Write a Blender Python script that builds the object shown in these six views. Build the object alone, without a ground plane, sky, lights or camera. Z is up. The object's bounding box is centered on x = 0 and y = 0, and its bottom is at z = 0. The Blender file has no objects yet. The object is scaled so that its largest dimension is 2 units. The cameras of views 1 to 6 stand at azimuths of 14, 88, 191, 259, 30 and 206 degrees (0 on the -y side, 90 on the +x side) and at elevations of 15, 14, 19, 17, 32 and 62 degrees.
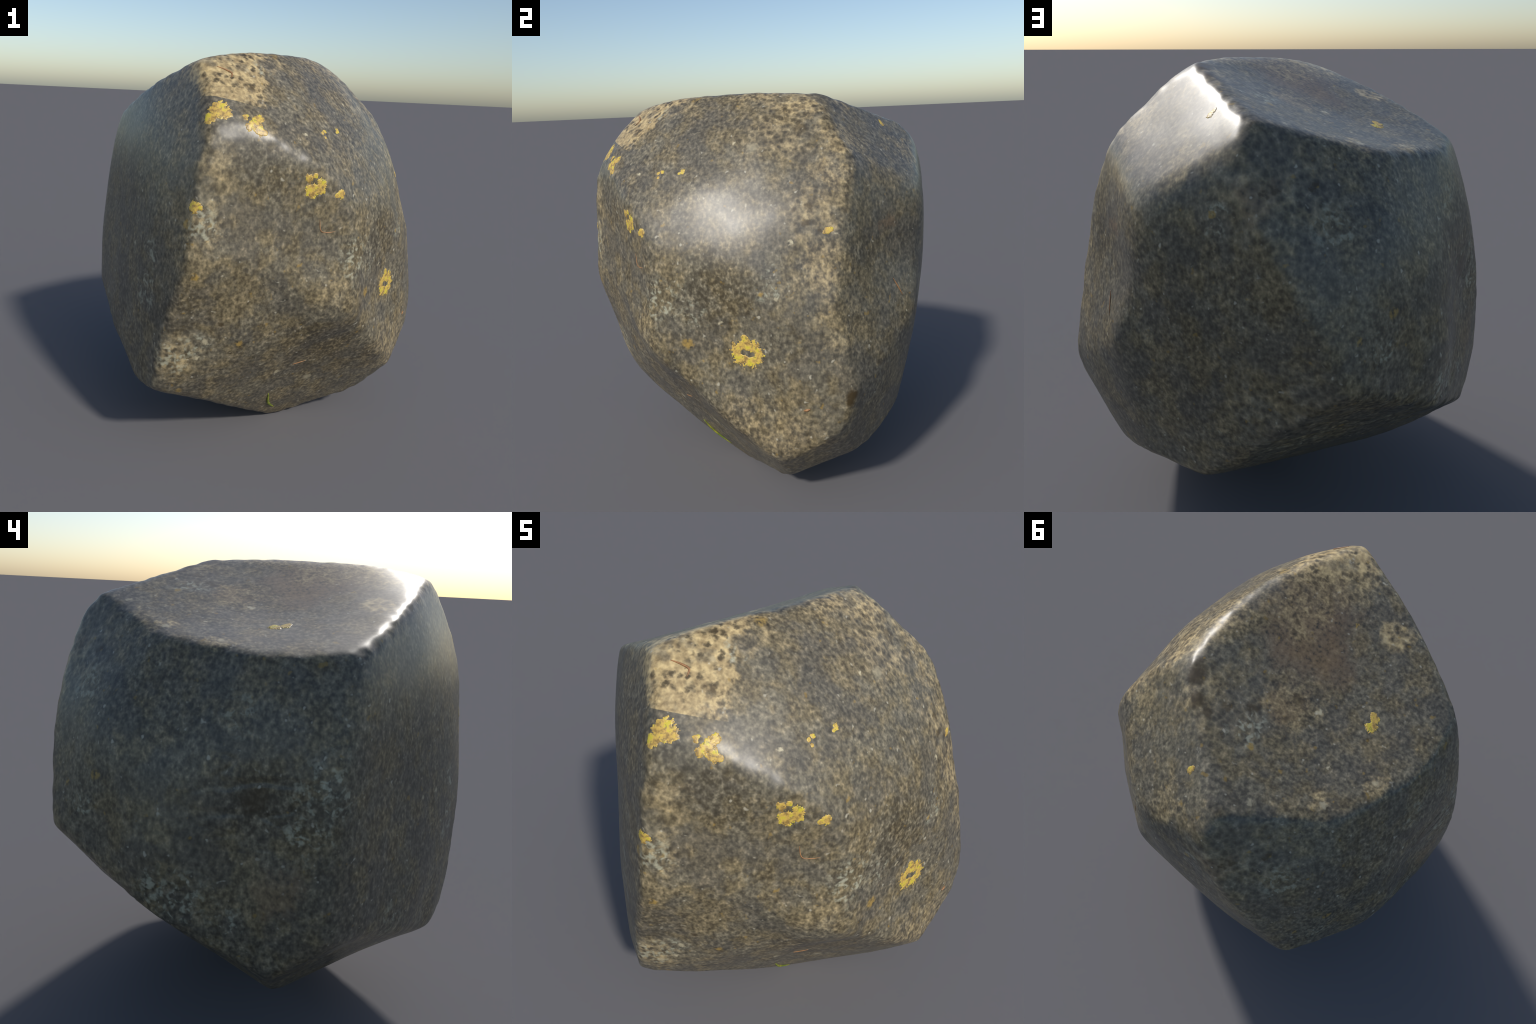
"""A weathered boulder: a block of a few worn facets with rounded ridges and
shallow hollows, speckled grey-brown stone, a tan crust on its crown, yellow
lichen rosettes and a few fallen needles stuck to it."""
import bpy, math, random
import numpy as np
from mathutils import Vector, noise
from mathutils.bvhtree import BVHTree

random.seed(7)

# ------------------------------------------------------------------ shape
CENTRE = np.array([0.0, 0.0, 1.0])
SHARPNESS = 71.8     # how crisply neighbouring facets meet

# worn facets: outward normal (x, y, z) and distance from the rock's centre
FACETS = np.array([
    (0.086, -0.089, 0.992, 1.0607),
    (0.316, -0.247, 0.916, 1.2500),
    (-0.393, 0.103, 0.914, 0.8639),
    (-0.385, -0.130, 0.914, 0.9875),
    (0.513, 0.005, 0.858, 1.0496),
    (0.437, -0.298, 0.849, 1.2500),
    (0.389, -0.498, 0.775, 1.0316),
    (0.609, -0.372, 0.700, 0.9318),
    (0.471, 0.625, 0.622, 0.9877),
    (0.198, -0.763, 0.616, 1.1023),
    (0.174, -0.777, 0.605, 1.2500),
    (0.767, -0.227, 0.600, 0.8483),
    (0.912, -0.169, 0.374, 0.7890),
    (-0.920, 0.143, 0.365, 0.8788),
    (-0.579, 0.735, 0.352, 0.8976),
    (-0.636, -0.700, 0.324, 0.8196),
    (0.465, -0.845, 0.266, 0.9698),
    (-0.864, -0.436, 0.252, 0.8340),
    (-0.853, 0.476, 0.212, 0.7962),
    (-0.723, -0.662, 0.199, 0.7350),
    (0.273, 0.945, 0.183, 0.9294),
    (0.776, 0.607, 0.171, 0.8588),
    (0.532, 0.830, 0.167, 0.9104),
    (-0.616, -0.781, 0.105, 0.7805),
    (-0.724, -0.687, 0.065, 0.7469),
    (-0.874, -0.483, 0.056, 0.8470),
    (0.962, -0.267, 0.052, 0.7721),
    (-0.948, 0.317, 0.034, 0.8913),
    (0.425, -0.905, 0.018, 0.8780),
    (0.643, -0.766, -0.015, 0.8223),
    (0.210, 0.977, -0.036, 0.8341),
    (-0.666, -0.744, -0.064, 0.7785),
    (0.298, 0.940, -0.167, 0.8560),
    (0.628, 0.756, -0.182, 0.8969),
    (0.680, 0.678, -0.277, 0.9993),
    (0.696, 0.651, -0.304, 0.9450),
    (0.420, -0.832, -0.364, 0.7845),
    (0.777, 0.501, -0.382, 1.2500),
    (0.742, 0.539, -0.400, 1.2500),
    (0.513, -0.641, -0.571, 0.7864),
    (-0.408, 0.689, -0.599, 0.8274),
    (0.755, 0.213, -0.621, 1.0296),
    (-0.639, -0.337, -0.692, 0.8672),
    (-0.365, 0.560, -0.744, 0.8085),
    (-0.289, -0.380, -0.878, 0.8760),
    (0.137, 0.384, -0.913, 0.8861),
])

# broad swellings (+) and hollows (-): direction, depth, angular width
HOLLOWS = np.array([
    (-0.819, 0.298, -0.491, -0.0296, 0.117),
    (-0.376, -0.728, -0.573, 0.0288, 0.101),
    (-0.005, 0.987, 0.159, 0.0398, 0.273),
    (0.686, -0.706, -0.176, 0.0391, 0.142),
    (0.949, 0.104, -0.298, 0.0438, 0.128),
    (-0.461, -0.593, 0.660, 0.0233, 0.211),
    (-0.980, 0.199, -0.006, -0.0286, 0.187),
    (0.507, -0.011, 0.862, 0.0426, 0.146),
    (-0.335, 0.131, 0.933, -0.0230, 0.281),
    (0.378, -0.919, 0.108, -0.0206, 0.208),
    (0.667, 0.698, 0.258, -0.0384, 0.183),
    (-0.067, 0.264, 0.962, -0.0263, 0.430),
    (0.437, 0.668, -0.602, -0.0242, 0.162),
    (-0.334, -0.846, -0.415, 0.0267, 0.176),
    (-0.702, 0.674, 0.230, 0.0546, 0.221),
    (0.248, -0.894, -0.374, 0.0390, 0.160),
    (-0.609, -0.029, -0.792, 0.0182, 0.224),
    (-0.854, -0.119, -0.506, -0.0103, 0.287),
    (-0.358, 0.817, 0.451, 0.0391, 0.188),
    (0.997, 0.081, -0.006, 0.0432, 0.134),
    (0.804, -0.226, -0.550, 0.0358, 0.163),
    (-0.925, -0.353, 0.143, -0.0085, 0.264),
    (-0.873, -0.065, -0.482, -0.0127, 0.285),
    (0.886, -0.105, 0.452, 0.0316, 0.301),
    (-0.769, -0.154, 0.620, 0.0300, 0.280),
    (0.309, -0.860, 0.405, -0.0564, 0.261),
    (0.959, 0.237, 0.158, -0.0138, 0.192),
    (0.510, 0.236, 0.827, -0.0279, 0.260),
    (0.514, 0.827, 0.228, -0.0320, 0.128),
    (-0.807, 0.391, 0.442, 0.0339, 0.282),
    (-0.801, 0.556, 0.221, 0.0444, 0.337),
    (-0.039, -0.865, -0.500, 0.0368, 0.124),
    (0.180, -0.041, 0.983, -0.0160, 0.301),
    (-0.778, 0.623, -0.083, 0.0530, 0.136),
    (-0.146, -0.252, -0.957, -0.0423, 0.179),
    (-0.870, -0.090, -0.486, -0.0109, 0.288),
    (0.176, -0.387, -0.905, 0.0309, 0.200),
    (-0.283, -0.619, -0.733, 0.0176, 0.319),
    (0.590, 0.770, -0.242, -0.0115, 0.219),
    (0.898, -0.121, 0.424, 0.0287, 0.292),
    (0.724, 0.349, -0.595, 0.0286, 0.313),
    (-0.501, -0.668, 0.550, 0.0218, 0.329),
    (-0.996, -0.078, -0.053, -0.0093, 0.287),
    (0.815, 0.180, 0.550, 0.0234, 0.153),
    (-0.591, -0.561, -0.579, 0.0094, 0.342),
    (-0.663, -0.607, -0.438, 0.0229, 0.169),
    (0.497, 0.793, 0.351, 0.0123, 0.252),
    (0.478, -0.353, 0.804, 0.0251, 0.207),
    (0.552, -0.090, -0.829, 0.0154, 0.183),
    (-0.683, -0.399, 0.612, 0.0126, 0.234),
    (0.180, -0.281, 0.943, -0.0026, 0.273),
    (0.200, -0.822, 0.534, -0.0010, 0.294),
    (0.750, 0.514, -0.416, 0.0016, 0.300),
    (-0.854, -0.519, -0.028, 0.0011, 0.302),
])


def base_radius(u):
    """Radius of the smooth block along unit directions u (n x 3), and how
    close each direction lies to a ridge (0 on a facet, 1 on a ridge)."""
    q = np.maximum(u @ FACETS[:, :3].T, 0.0) / FACETS[:, 3]
    m = q.max(axis=1, keepdims=True)
    w = (q / m) ** SHARPNESS
    total = w.sum(axis=1)
    r = 1.0 / (m[:, 0] * total ** (1.0 / SHARPNESS))
    g = np.exp(-(1.0 - u @ HOLLOWS[:, :3].T) / HOLLOWS[:, 4] ** 2)
    mean_normal = (w @ FACETS[:, :3]) / total[:, None]
    ridge = np.clip((1.0 - np.linalg.norm(mean_normal, axis=1)) / 0.16, 0.0, 1.0)
    return r * (1.0 + g @ HOLLOWS[:, 3]), ridge


def relief(p, ridge):
    """Facets are nearly smooth; ridges are chipped. Metres."""
    v = Vector(p)
    soft = noise.noise(v * 6.0) * 0.0010 + noise.noise(v * 10.0 + Vector((5.0, 0.5, 2.2))) * 0.0007
    chip = (noise.noise(v * 19.0 + Vector((3.1, 1.7, 9.2))) - 0.25) * 0.007 * ridge
    # broken, nearly level creases low on the shaded back and flank
    crease = 0.0
    for c, reach in CREASED:
        k = math.exp(-((v - c).length / reach) ** 2)
        if k > 0.02:
            n = noise.noise(Vector((v.x * 4.0, v.y * 4.0, v.z * 17.0)) + c * 3.0)
            crease -= 0.007 * k * max(0.0, 1.0 - abs(n) / 0.10)
    return soft + chip + crease


CREASED = [(Vector((-.22, .80, .58)), .26), (Vector((-.80, .22, 1.18)), .16), (Vector((-.66, .50, .72)), .22)]


def icosphere(level):
    import bmesh
    bm = bmesh.new()
    bmesh.ops.create_icosphere(bm, subdivisions=level, radius=1.0)
    me = bpy.data.meshes.new("boulder_body")
    bm.to_mesh(me)
    bm.free()
    return me


def build_body():
    me = icosphere(8)
    n = len(me.vertices)
    co = np.empty(n * 3)
    me.vertices.foreach_get("co", co)
    u = co.reshape(-1, 3)
    u /= np.linalg.norm(u, axis=1, keepdims=True)
    r, ridge = base_radius(u)
    p = u * r[:, None] + CENTRE
    d = np.array([relief(q, k) for q, k in zip(p, ridge)])
    p += u * d[:, None]
    p[:, 2] -= p[:, 2].min()
    me.vertices.foreach_set("co", p.ravel())
    me.polygons.foreach_set("use_smooth", np.ones(len(me.polygons), dtype=bool))
    me.update()
    return me


# --------------------------------------------------------------- materials
def lin(r, g, b):
    """sRGB 0-255 to linear."""
    f = lambda c: c / 12.92 if c <= 0.04045 else ((c + 0.055) / 1.055) ** 2.4
    return (f(r / 255), f(g / 255), f(b / 255), 1.0)


class Graph:
    """Tiny helper for wiring shader nodes."""

    def __init__(self, name):
        self.mat = bpy.data.materials.new(name)
        self.mat.use_nodes = True
        self.nt = self.mat.node_tree
        self.bsdf = self.nt.nodes["Principled BSDF"]
        self.pos = self.node("ShaderNodeTexCoord").outputs["Object"]

    def node(self, kind, **props):
        n = self.nt.nodes.new(kind)
        for k, v in props.items():
            setattr(n, k, v)
        return n

    def put(self, sock, val):
        if hasattr(val, "is_output"):
            self.nt.links.new(val, sock)
        else:
            sock.default_value = val

    def math(self, op, a, b=0.0, c=None, clamp=False):
        n = self.node("ShaderNodeMath", operation=op, use_clamp=clamp)
        self.put(n.inputs[0], a)
        self.put(n.inputs[1], b)
        if c is not None:
            self.put(n.inputs[2], c)
        return n.outputs[0]

    def vec(self, op, a, b):
        n = self.node("ShaderNodeVectorMath", operation=op)
        self.put(n.inputs[0], a)
        self.put(n.inputs[1], b)
        return n.outputs["Value"] if op in ("DISTANCE", "DOT_PRODUCT") else n.outputs[0]

    def noise(self, scale, detail=2.0, rough=0.5, offset=(0, 0, 0), distort=0.0, color=False):
        m = self.node("ShaderNodeMapping")
        self.put(m.inputs["Vector"], self.pos)
        m.inputs["Location"].default_value = offset
        n = self.node("ShaderNodeTexNoise")
        self.put(n.inputs["Vector"], m.outputs[0])
        n.inputs["Scale"].default_value = scale
        n.inputs["Detail"].default_value = detail
        n.inputs["Roughness"].default_value = rough
        n.inputs["Distortion"].default_value = distort
        return n.outputs["Color" if color else "Fac"]

    def step(self, x, lo, hi, top=1.0):
        n = self.node("ShaderNodeMapRange", interpolation_type="SMOOTHSTEP")
        self.put(n.inputs["Value"], x)
        n.inputs["From Min"].default_value = lo
        n.inputs["From Max"].default_value = hi
        n.inputs["To Max"].default_value = top
        return n.outputs[0]

    def mix(self, fac, a, b, blend="MIX"):
        n = self.node("ShaderNodeMix", data_type="RGBA", blend_type=blend)
        self.put(n.inputs[0], fac)
        self.put(n.inputs[6], a)
        self.put(n.inputs[7], b)
        return n.outputs[2]

    def ramp(self, fac, stops):
        n = self.node("ShaderNodeValToRGB")
        e = n.color_ramp.elements
        while len(e) < len(stops):
            e.new(0.5)
        for el, (p, c) in zip(e, stops):
            el.position = p
            el.color = c
        self.put(n.inputs[0], fac)
        return n.outputs[0]

    def spots(self, where, warped):
        """Union of soft round stains; where = [(x, y, z, radius, strength)]."""
        total = None
        for x, y, z, r, s in where:
            m = self.step(self.vec("DISTANCE", warped, (x, y, z)), r, r * 0.35, s)
            total = m if total is None else self.math("MAXIMUM", total, m)
        return total


# stains: x, y, z, radius, strength
TAN_CRUST = [(.10, -.70, 1.80, .15, 1.0), (.02, -.74, 1.81, .13, 1.0), 
    (-0.02, -0.56, 1.95, 0.26, 1), (0.03, -0.7, 1.85, 0.17, 1), (0.13, -0.62, 1.86, 0.14, 0.9),
    (0.06, -0.4, 1.97, 0.18, 0.7), (0.02, -0.19, 1.96, 0.2, 0.47), (0.27, 0.02, 1.99, 0.2, 0.47),
    (0.5, 0.05, 1.79, 0.2, 0.35), (0.38, 0.16, 1.93, 0.18, 0.55), (0.52, 0.34, 1.78, 0.16, 0.51),
    (0.65, 0.31, 1.65, 0.14, 0.47), (0.72, 0.22, 1.49, 0.16, 0.39), (0.82, 0.24, 1.26, 0.2, 0.43),
    (0.87, 0.02, 0.48, 0.26, 0.39), (0.81, -0.17, 0.54, 0.16, 0.35), (0.86, 0.3, 1, 0.2, 0.31),
    (-0.375, -0.3, 1.82, 0.12, 0.62), (-0.36, 0.52, 1.72, 0.1, 0.47), (-0.54, 0.34, 1.68, 0.09, 0.51),
    (-0.11, 0.22, 1.835, 0.18, 0.39), (0.21, 0.76, 1.68, 0.16, 0.31), (0.71, 0.17, 1.48, 0.14, 0.35),
    (0.09, -0.865, 1.55, 0.13, 0.35), (0.07, -0.92, 1.29, 0.13, 0.39), (-0.1, -0.85, 0.6, 0.2, 0.39),
    (0.2, 0.36, 1.95, 0.14, 0.39), (-0.12, -0.42, 1.94, 0.18, 0.5), (0.58, -0.6, 0.92, 0.15, 0.27),
]
RUST = [(-.06, -.10, 1.90, .30, .75), (-.05, -.30, 1.93, .20, .5), (-.085, .22, 1.85, .12, .45), (-.854, .15, .88, .13, .5),
        (-.07, .88, 1.6, .09, .45), (.567, .558, 1.37, .06, .6)]
OLIVE = [(.715, -.24, 1.17, .24, .8), (.265, -.83, 1.5, .22, .6), (-.86, .236, 1.2, .18, .7),
         (-.106, -.927, .85, .2, .4), (.50, -.45, .60, .26, .7), (.09, -.86, 1.6, .12, .5),
         (-.59, .53, 1.5, .2, .3), (.41, -.50, .69, .2, .55), (.75, -.22, .50, .18, .5),
         (.70, .44, 1.30, .13, .6), (-.87, .03, 1.16, .17, .6), (.2, .9, 1.1, .16, .4)]
# pale network round dark pit spots, in colour only
CELLS = [(-.02, -.56, 1.95, .30, .8), (.10, .33, 1.92, .30, .9), (.45, .15, 1.85, .34, .8),
         (-.375, -.29, 1.82, .14, 1.0), (.74, .16, 1.47, .20, .9), (-.1, -.86, .64, .26, .8),
         (-.15, .84, 1.60, .30, .9), (-.12, .92, .85, .32, .8), (.05, -.89, 1.45, .26, .7),
         (.85, .1, .55, .28, .5), (-.70, .55, 1.0, .3, .6), (.3, .75, .45, .3, .6)]
MINT = [(-.88, 0.0, 1.234, .15, 1.0), (-.89, .055, 1.07, .13, 1.0), (-.745, .46, .80, .14, 1.0),
        (-.776, -.086, .58, .10, 1.0), (-.496, .824, 1.08, .08, 1.0), (.02, -.829, .685, .09, 1.0),
        (-.30, -.77, .90, .14, .9), (.66, -.49, 1.07, .12, 1.0), (.0, .405, 1.87, .10, .9),
        (-.725, -.36, .66, .12, .9), (-.70, .27, 1.48, .12, .6), (.713, -.354, 1.02, .09, .9),
        (.80, -.01, 1.17, .10, .9), (.07, .867, 1.52, .06, 1.0), (-.81, .31, .71, .10, .9),
        (-.308, .803, 1.5, .10, .8), (.04, -.92, 1.29, .11, 1.0), (.14, -.50, 1.92, .06, 1.0),
        (-.10, -.85, .61, .14, 1.0), (-.72, .57, .82, .10, 1.0), (-.27, -.78, 1.08, .10, .9)]
# small single marks
PALE_MARKS = [(.392, -.600, 1.646, .014, 1), (.496, -.138, 1.777, .012, 1), (-.212, .165, 1.792, .018, 1),
              (-.340, .360, 1.739, .010, 1), (-.382, .512, 1.723, .022, .7), (-.53, .323, 1.688, .022, .6),
              (.778, .090, 1.357, .014, 1), (.59, .649, .956, .010, 1), (.61, .637, .925, .010, 1),
              (-.132, .653, 1.806, .020, .6), (.536, -.054, 1.756, .036, .4), (.649, .475, 1.317, .008, 1),
              (.742, -.232, .998, .018, 1), (.306, -.487, .433, .022, .7), (-.509, -.536, 1.077, .014, .7),
              (-.41, -.641, 1.078, .014, .7), (.03, -.83, .69, .022, .8), (-.01, -.822, .602, .018, .8),
              (-.082, -.844, .557, .016, .8), (-.136, -.892, .664, .018, .8), (.836, .014, 1.121, .014, .7),
              (.431, -.307, .345, .03, .6), (.774, .29, 1.385, .012, .9)]
OCHRE_MARKS = [(-.045, -.922, 1.262, .03, .8), (-.528, .771, 1.191, .028, .8), (.168, -.75, .672, .026, .8),
               (.01, -.93, 1.035, .026, .8), (.706, -.393, .887, .034, .8), (.07, .868, 1.535, .018, .8),
               (-.424, .88, 1.134, .018, .7), (.07, -.917, 1.262, .022, .8), (.163, -.318, 1.983, .035, .6),
               (-.044, .455, 1.846, .018, .8), (.75, .425, 1.083, .009, 1), (-.206, -.261, 1.87, .012, 1),
               (-.124, -.776, .389, .025, .6), (.814, -.053, 1.14, .016, .7)]
PAINTED_PITS = [(-.80, .23, 1.19, .075, .7), (.756, .161, 1.437, .026, .9), (.729, .109, 1.492, .022, .8), (.73, .179, 1.505, .026, .8),  # dark spots in the colour stand for pits; the surface is not sunk
        (.775, .22, 1.40, .016, .8), (-.055, -.845, .614, .024, 1), (.127, -.756, .623, .016, 1),
        (.099, -.818, .785, .018, .9), (-.245, .771, 1.607, .018, 1), (-.258, .755, 1.616, .018, 1),
        (-.11, .871, 1.609, .024, .9), (-.133, .839, 1.612, .022, .9), (.25, .312, 1.969, .060, .9), (.27, .27, 1.975, .045, .8),
        (.205, .40, 1.945, .050, .9), (.15, .42, 1.925, .03, .8), (.1, .36, 1.91, .03, .7), (.016, .31, 1.882, .040, .9), (-.117, .164, 1.836, .040, .8),
        (.92, .33, .69, .040, 1.2), (.92, .32, .66, .030, 1.2), (-.432, .172, 1.723, .012, 1),
        (.762, -.19, .992, .016, .8), (.69, .37, 1.42, .026, .8), (.49, .17, 1.83, .05, .6),
        (.15, -.63, 1.835, .022, .9), (.17, -.62, 1.81, .020, .9), (.12, -.64, 1.84, .018, .8)]


def stone_material():
    g = Graph("weathered_stone")
    # wobble the lookup position so no stain has a round outline
    w1 = g.noise(8.0, 4.0, 0.65, color=True)
    warp = g.vec("MULTIPLY", g.vec("SUBTRACT", w1, (0.5, 0.5, 0.5)), (0.30, 0.30, 0.30))
    warped = g.vec("ADD", g.pos, warp)
    w2 = g.noise(48.0, 2.0, 0.5, (2, 6, 1), color=True)
    near_warp = g.vec("ADD", g.pos, g.vec("MULTIPLY", g.vec("SUBTRACT", w2, (0.5, 0.5, 0.5)), (.035, .035, .035)))

    # crystal grain, stretched upright a little to copy a stretched texture mapping
    squash = g.node("ShaderNodeMapping")
    g.put(squash.inputs["Vector"], g.pos)
    squash.inputs["Scale"].default_value = (1.0, 1.0, 0.85)
    world, g.pos = g.pos, squash.outputs[0]
    grain = g.noise(60.0, 1.5, 0.5)
    fine = g.noise(120.0, 1.0, 0.5, (3, 5, 1))
    coarse = g.noise(21.0, 2.0, 0.5, (6, 2, 8))
    cell = g.node("ShaderNodeTexVoronoi", feature="F1")
    g.put(cell.inputs["Vector"], g.vec("ADD", g.pos, g.vec("MULTIPLY", w2, (.02, .02, .02))))
    cell.inputs["Scale"].default_value = 36.0
    g.pos = world
    speck = g.math("ADD", g.math("MULTIPLY", grain, 0.60), g.math("MULTIPLY", fine, 0.16))
    speck = g.math("ADD", speck, g.math("MULTIPLY", coarse, 0.24))
    cells = g.spots(CELLS, warped)
    net = g.math("ADD", g.math("MULTIPLY", cell.outputs["Distance"], .75), .16)
    net = g.math("ADD", g.math("MULTIPLY", net, .6), g.math("MULTIPLY", speck, .4))
    lerp = g.node("ShaderNodeMix", data_type="FLOAT")
    g.put(lerp.inputs[0], g.math("MULTIPLY", cells, .85))
    g.put(lerp.inputs[2], speck)
    g.put(lerp.inputs[3], net)
    speck = lerp.outputs[0]
    cloud = g.noise(5.5, 4.0, 0.6, (7, 1, 2))
    tint = g.noise(8.0, 4.0, 0.6, (1, 8, 4))

    # ordinary skin: grey, with warmer and cooler drifts
    grey = g.ramp(speck, [(.28, lin(58, 55, 46)), (.42, lin(83, 78, 66)), (.51, lin(103, 97, 81)),
                          (.60, lin(124, 117, 98)), (.74, lin(164, 153, 127))])
    warm = g.ramp(speck, [(.28, lin(59, 52, 37)), (.42, lin(88, 79, 60)), (.51, lin(110, 100, 76)),
                          (.60, lin(134, 121, 93)), (.74, lin(174, 156, 120))])
    col = g.mix(g.step(tint, .40, .60), grey, warm)
    cool = g.ramp(speck, [(.28, lin(55, 53, 47)), (.44, lin(76, 73, 65)), (.58, lin(98, 93, 82)), (.74, lin(138, 129, 111))])
    col = g.mix(g.math("MULTIPLY", g.step(cloud, .47, .60), .65), col, cool)

    # olive-brown stains
    olive = g.math("MULTIPLY", g.spots(OLIVE, warped), g.step(speck, .68, .40))
    col = g.mix(g.math("MULTIPLY", olive, .62), col, lin(58, 50, 33))
    # rust bloom
    rust = g.math("MULTIPLY", g.spots(RUST, warped), g.step(speck, .30, .50))
    col = g.mix(g.math("MULTIPLY", rust, .7), col, lin(128, 101, 72))

    # tan crust, broken by round pits painted as dark dots
    pits = g.node("ShaderNodeTexVoronoi", feature="F1")
    g.put(pits.inputs["Vector"], near_warp)
    pits.inputs["Scale"].default_value = 27.0
    pitmask = g.step(pits.outputs["Distance"], .52, .16)
    pitmask = g.math("MULTIPLY", pitmask, g.step(g.noise(8.0, 2.0, .5, (4, 4, 0)), .36, .50))
    crust = g.spots(TAN_CRUST, warped)
    # the crown crust stops at a hard edge copied from a texture seam, no real break
    cut = g.step(g.vec("DOT_PRODUCT", g.pos, SEAM_NORMAL), CUT - .002, CUT + .002)
    near = g.step(g.vec("DISTANCE", g.pos, (.06, -.76, 1.77)), .24, .22)
    crust = g.math("MULTIPLY", crust, g.math("MAXIMUM", cut, g.math("SUBTRACT", 1.0, near)))
    amount = g.math("SUBTRACT", g.math("ADD", crust, g.math("MULTIPLY", speck, 2.0)), 1.04)
    amount = g.math("MULTIPLY", g.step(amount, -.18, .80), g.math("MINIMUM", g.math("MULTIPLY", crust, 1.4), 1.0))
    worn = g.step(g.noise(15.0, 3.0, .6, (2, 9, 5)), .34, .54)
    amount = g.math("MULTIPLY", amount, g.math("ADD", .35, g.math("MULTIPLY", worn, .65)))
    amount = g.math("MULTIPLY", amount, g.math("SUBTRACT", 1.0, g.math("MULTIPLY", pitmask, .8)))
    tan = g.ramp(speck, [(.34, lin(128, 110, 78)), (.50, lin(166, 146, 106)), (.66, lin(202, 180, 132))])
    col = g.mix(amount, col, tan)
    painted_pit = g.math("MULTIPLY", pitmask, g.math("MINIMUM", g.math("MULTIPLY", crust, 1.2), 1.0))
    col = g.mix(g.math("MULTIPLY", painted_pit, .85), col, lin(70, 59, 37))
    col = g.mix(g.math("MULTIPLY", g.spots(PAINTED_PITS, near_warp), .85), col, lin(64, 52, 31))  # single pits, painted dark brown without depth

    # mint-grey lichen in clusters: flecks and thin curly outlines
    fl = g.noise(30.0, 2.0, .5, (2, 2, 9))
    curl = g.math("ABSOLUTE", g.math("SUBTRACT", g.noise(17.0, 1.0, .5, (8, 1, 5)), .5))
    curl = g.math("MULTIPLY", g.step(curl, .075, .012), g.step(g.noise(34.0, 2.0, .5, (1, 5, 3)), .44, .60))
    fleck = g.math("MAXIMUM", g.step(fl, .54, .66), curl)
    mint = g.math("MULTIPLY", g.spots(MINT, warped), fleck)
    mint = g.math("MULTIPLY", mint, g.step(speck, .30, .55))
    col = g.mix(g.math("MULTIPLY", mint, .65), col, lin(170, 171, 150))
    col = g.mix(g.math("MULTIPLY", g.spots(PALE_MARKS, near_warp), .85), col, lin(188, 178, 148))
    dull = g.math("MULTIPLY", g.spots(OCHRE_MARKS, near_warp), g.step(speck, .32, .52))
    col = g.mix(g.math("MULTIPLY", dull, .75), col, lin(172, 140, 62))
    # thin sprinkling of ochre and pale grains everywhere
    oc = g.step(g.noise(24.0, 2.0, .5, (5, 9, 3)), .68, .78)
    col = g.mix(g.math("MULTIPLY", oc, .55), col, lin(150, 122, 58))
    wh = g.step(g.noise(36.0, 1.0, .5, (9, 3, 7)), .70, .82)
    col = g.mix(g.math("MULTIPLY", wh, .6), col, lin(190, 184, 164))

    g.put(g.bsdf.inputs["Base Color"], col)
    g.bsdf.inputs["Roughness"].default_value = 0.38
    b = g.node("ShaderNodeBump")
    b.inputs["Strength"].default_value = 0.03
    b.inputs["Distance"].default_value = 0.004
    g.put(b.inputs["Height"], speck)
    g.put(g.bsdf.inputs["Normal"], b.outputs[0])
    return g.mat


# a plane through the two ends of the copied texture seam on the crown
SEAM_NORMAL = (-.03, .45, .89)
CUT = sum(a * b for a, b in zip(SEAM_NORMAL, (.105, -.735, 1.771)))


def lichen_material():
    g = Graph("yellow_lichen")
    a = g.noise(40.0, 2.0, .6)
    col = g.ramp(a, [(.34, lin(142, 116, 64)), (.46, lin(188, 156, 82)), (.55, lin(200, 171, 80)), (.64, lin(196, 180, 60))])
    # stone grains showing through the thin crust
    col = g.mix(g.math("MULTIPLY", g.step(g.noise(85.0, 2.0, .5, (4, 4, 4)), .54, .66), .6), col, lin(112, 100, 70))
    g.put(g.bsdf.inputs["Base Color"], col)
    g.bsdf.inputs["Roughness"].default_value = .43
    return g.mat


def plain_material(name, c1, c2, rough=.6):
    g = Graph(name)
    g.put(g.bsdf.inputs["Base Color"], g.ramp(g.noise(40.0, 2.0), [(.35, c1), (.65, c2)]))
    g.bsdf.inputs["Roughness"].default_value = rough
    return g.mat


# ------------------------------------------------------------- small parts
def surface_frame(tree, p):
    loc, nor, _, _ = tree.find_nearest(Vector(p))
    up = Vector((0, 0, 1))
    right = up.cross(nor).normalized()
    return loc, nor, right, nor.cross(right)


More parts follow.
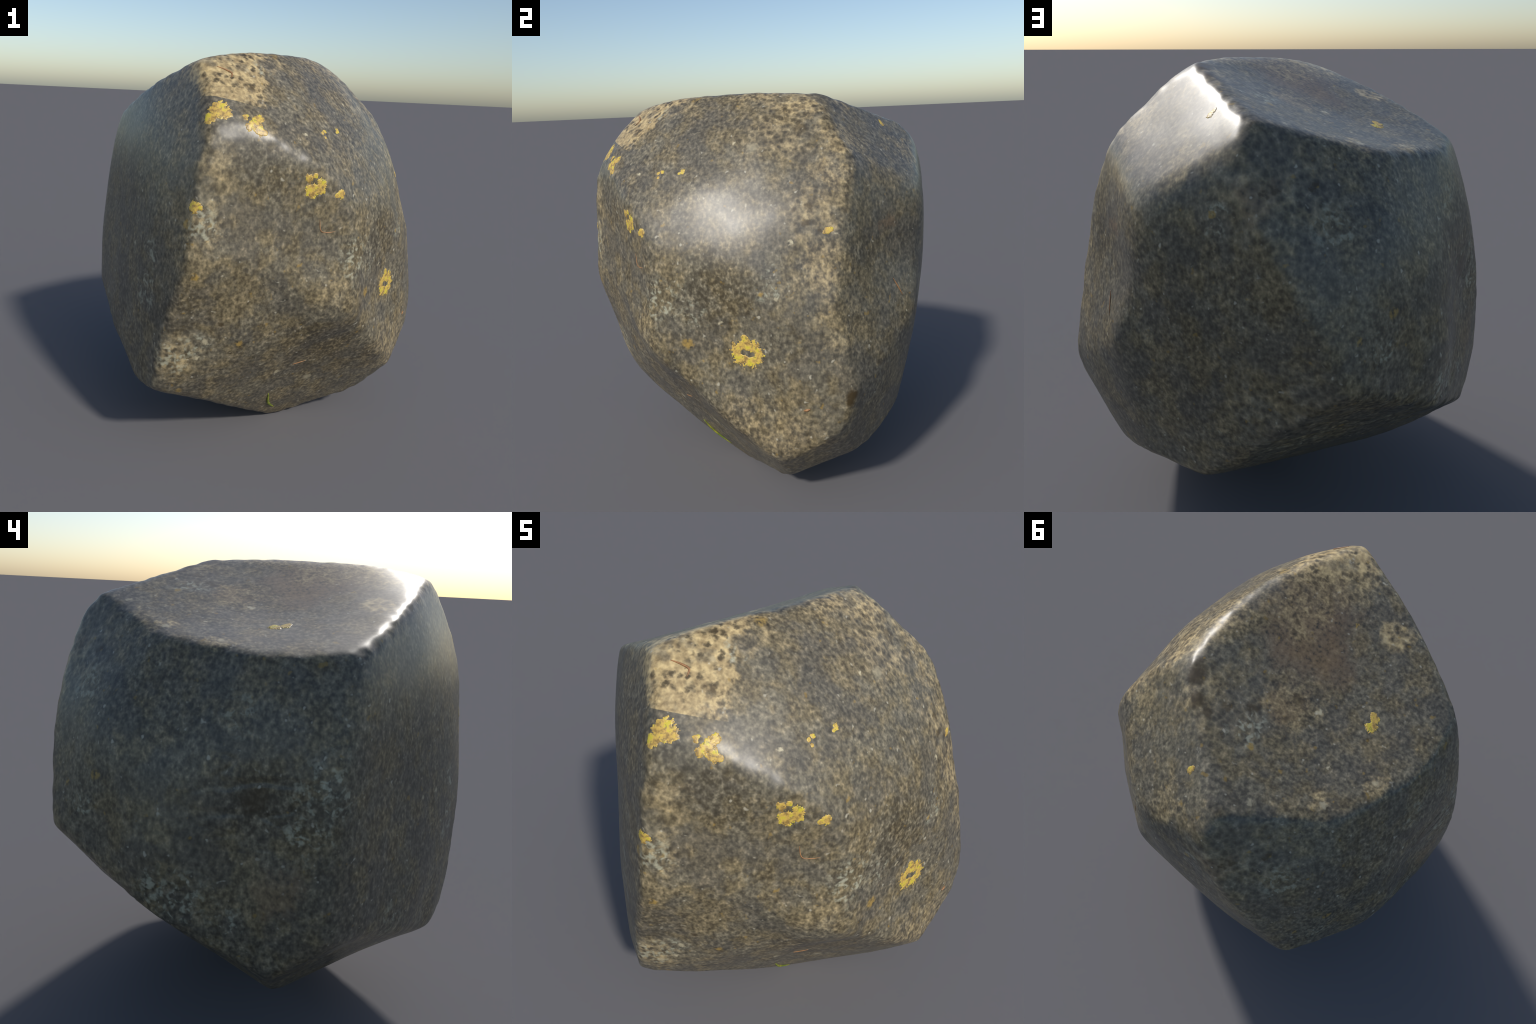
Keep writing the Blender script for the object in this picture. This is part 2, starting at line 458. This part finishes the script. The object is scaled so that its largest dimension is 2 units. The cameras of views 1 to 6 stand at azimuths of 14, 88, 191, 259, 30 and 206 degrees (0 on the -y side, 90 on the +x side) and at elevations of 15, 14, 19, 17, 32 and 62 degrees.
def lichen_rosette(tree, spot, blobs, seed, name, mat):
    """A thin crust hugging the stone. blobs = [(x, y, r, sign)] in the
    tangent plane; the crust dives under the stone where the field is < 0."""
    loc, nor, right, upv = surface_frame(tree, spot)
    half = max(max(abs(x), abs(y)) + r for x, y, r, s in blobs) + .012
    step = max(.0016, half / 42)
    n = int(half / step)
    off = Vector((seed * 3.7, seed * 1.3, 0))
    verts, keep, faces = [], [], []
    for j in range(-n, n + 1):
        for i in range(-n, n + 1):
            x, y = i * step, j * step
            f = -1.0
            for bx, by, br, s in blobs:
                if s > 0:
                    f = max(f, 1 - math.hypot(x - bx, y - by) / br)
            for bx, by, br, s in blobs:
                if s < 0:
                    f = min(f, math.hypot(x - bx, y - by) / br - 1)
            q = Vector((x, y, 0))
            f += noise.noise(q * 60 + off) * .36 + noise.noise(q * 190 + off) * .30
            base = loc + right * x + upv * y + nor * .12
            hit, hn, _, _ = tree.ray_cast(base, -nor, .4)
            if hit is None:
                hit, hn = loc + right * x + upv * y, nor
                f = -1
            h = max(-.003, min(.0014, f * .007)) + (noise.noise(q * 240 + off) * .0003 if f > 0 else 0)
            verts.append(hit + hn * h)
            keep.append(f > -.30)
    w = 2 * n + 1
    for j in range(w - 1):
        for i in range(w - 1):
            a = j * w + i
            quad = (a, a + 1, a + w + 1, a + w)
            if any(keep[k] for k in quad):
                faces.append(quad)
    used = sorted({k for f in faces for k in f})
    remap = {k: i for i, k in enumerate(used)}
    me = bpy.data.meshes.new(name)
    me.from_pydata([verts[k] for k in used], [], [[remap[k] for k in f] for f in faces])
    me.polygons.foreach_set("use_smooth", np.ones(len(me.polygons), dtype=bool))
    me.materials.append(mat)
    return me


def strand(tree, pts, radius, name, mat, sides=6, taper=True):
    """A needle or blade lying on the stone along a smooth path."""
    path = []
    P = [Vector(p) for p in pts]
    P = [2 * P[0] - P[1]] + P + [2 * P[-1] - P[-2]]
    for k in range(1, len(P) - 2):
        for t in np.linspace(0, 1, 9)[:-1]:
            a, b, c, d = P[k - 1:k + 3]
            path.append(.5 * ((2 * b) + (c - a) * t + (2 * a - 5 * b + 4 * c - d) * t * t
                              + (3 * b - a - 3 * c + d) * t ** 3))
    path.append(P[-2])
    verts, faces = [], []
    m = len(path)
    for i, p in enumerate(path):
        loc, nor, _, _ = tree.find_nearest(p)
        tan = (path[min(i + 1, m - 1)] - path[max(i - 1, 0)]).normalized()
        side = tan.cross(nor).normalized()
        r = radius * (1 if not taper else max(.25, math.sin(math.pi * (.12 + .8 * i / (m - 1)))))
        c = loc + nor * r * .35
        for s in range(sides):
            a = 2 * math.pi * s / sides
            verts.append(c + side * math.cos(a) * r + nor * math.sin(a) * r * .7)
    for i in range(m - 1):
        for s in range(sides):
            t = (s + 1) % sides
            faces.append((i * sides + s, i * sides + t, (i + 1) * sides + t, (i + 1) * sides + s))
    faces.append(tuple(range(sides))[::-1])
    faces.append(tuple((m - 1) * sides + s for s in range(sides)))
    me = bpy.data.meshes.new(name)
    me.from_pydata(verts, [], faces)
    me.polygons.foreach_set("use_smooth", np.ones(len(me.polygons), dtype=bool))
    me.materials.append(mat)
    return me


# ---------------------------------------------------------------- assembly
def add(name, me, parent):
    ob = bpy.data.objects.new(name, me)
    bpy.context.collection.objects.link(ob)
    ob.parent = parent
    return ob


root = bpy.data.objects.new("boulder", None)
bpy.context.collection.objects.link(root)
root["label"] = "weathered grey-brown boulder with worn facets and yellow lichen"
root["category"] = "boulder"

body_me = build_body()
body_me.materials.append(stone_material())
body = add("boulder_body", body_me, root)
tree = BVHTree.FromPolygons([v.co for v in body_me.vertices], [p.vertices for p in body_me.polygons])

ROSETTES = [
    # crown: a lobed cushion with a notch, then a ragged star beside it
    ((.062, -.817, 1.728), [(0, .01, .044, 1), (.02, .0, .034, 1), (-.03, -.02, .026, 1), (-.045, -.035, .018, 1), (-.005, -.04, .014, -1)]),
    ((.204, -.761, 1.69), [(0, 0, .030, 1), (.03, .022, .018, 1), (-.032, .026, .016, 1), (.015, -.035, .024, 1), (-.03, -.018, .016, 1), (.035, -.045, .014, 1), (-.02, .02, .012, -1)]),
    ((.461, -.659, 1.428), [(-.01, -.02, .034, 1), (.032, .010, .024, 1), (.035, -.022, .018, 1), (-.03, .035, .018, 1), (0, .045, .012, 1)]),
    ((.57, -.583, 1.392), [(0, 0, .020, 1), (-.02, -.006, .013, 1)]),
    # ring rosette on the broad face
    ((.788, -.12, .862), [(.014, 0, .062, 1), (-.016, 0, .060, 1), (.006, .05, .016, 1), (-.010, .070, .017, 1), (-.018, .002, .014, -1), (.004, -.004, .015, -1), (.024, -.006, .012, -1)]),
    ((-.005, -.914, 1.334), [(0, 0, .026, 1), (.02, .004, .018, 1)]),
    ((.452, -.498, 1.647), [(0, 0, .009, 1), (.02, .008, .010, 1), (.006, -.022, .008, 1)]),
    ((.495, -.376, 1.652), [(0, 0, .013, 1), (-.015, -.012, .008, 1)]),
    ((.773, .251, 1.402), [(0, 0, .016, 1), (.015, .004, .012, 1), (-.012, -.006, .01, 1)]),
    ((-.426, .096, 1.735), [(-.012, -.004, .026, 1), (.018, .008, .022, 1), (.03, .03, .016, 1), (-.005, .022, .010, -1)]),
    ((.136, .64, 1.834), [(0, 0, .016, 1), (.004, .018, .012, 1)]),
]
yellow = lichen_material()
for i, (spot, blobs) in enumerate(ROSETTES):
    add("lichen_rosette", lichen_rosette(tree, spot, blobs, i + 1, "lichen_rosette", yellow), root)

brown = plain_material("dry_needle", lin(128, 94, 62), lin(164, 120, 80), .43)
green = plain_material("grass_blade", lin(96, 112, 34), lin(150, 150, 50), .43)
NEEDLES = [
    ([(-.011, -.647, 1.917), (.028, -.636, 1.905), (.055, -.633, 1.891), (.06, -.657, 1.87)], .0045),
    ([(.488, -.632, 1.276), (.496, -.628, 1.225), (.527, -.613, 1.216), (.561, -.599, 1.221)], .0026),
    ([(.378, -.458, .473), (.408, -.44, .484), (.439, -.424, .492)], .0035),
    ([(.606, .598, 1.124), (.583, .608, 1.07), (.562, .616, 1.021)], .0036),
    ([(.889, .118, .619), (.893, .132, .623), (.895, .147, .629)], .006),
]
for pts, r in NEEDLES:
    add("pine_needle", strand(tree, pts, r, "pine_needle", brown), root)
add("grass_blade", strand(tree, [(.247, -.394, .249), (.231, -.325, .161), (.25, -.246, .093)], .008, "grass_blade", green), root)
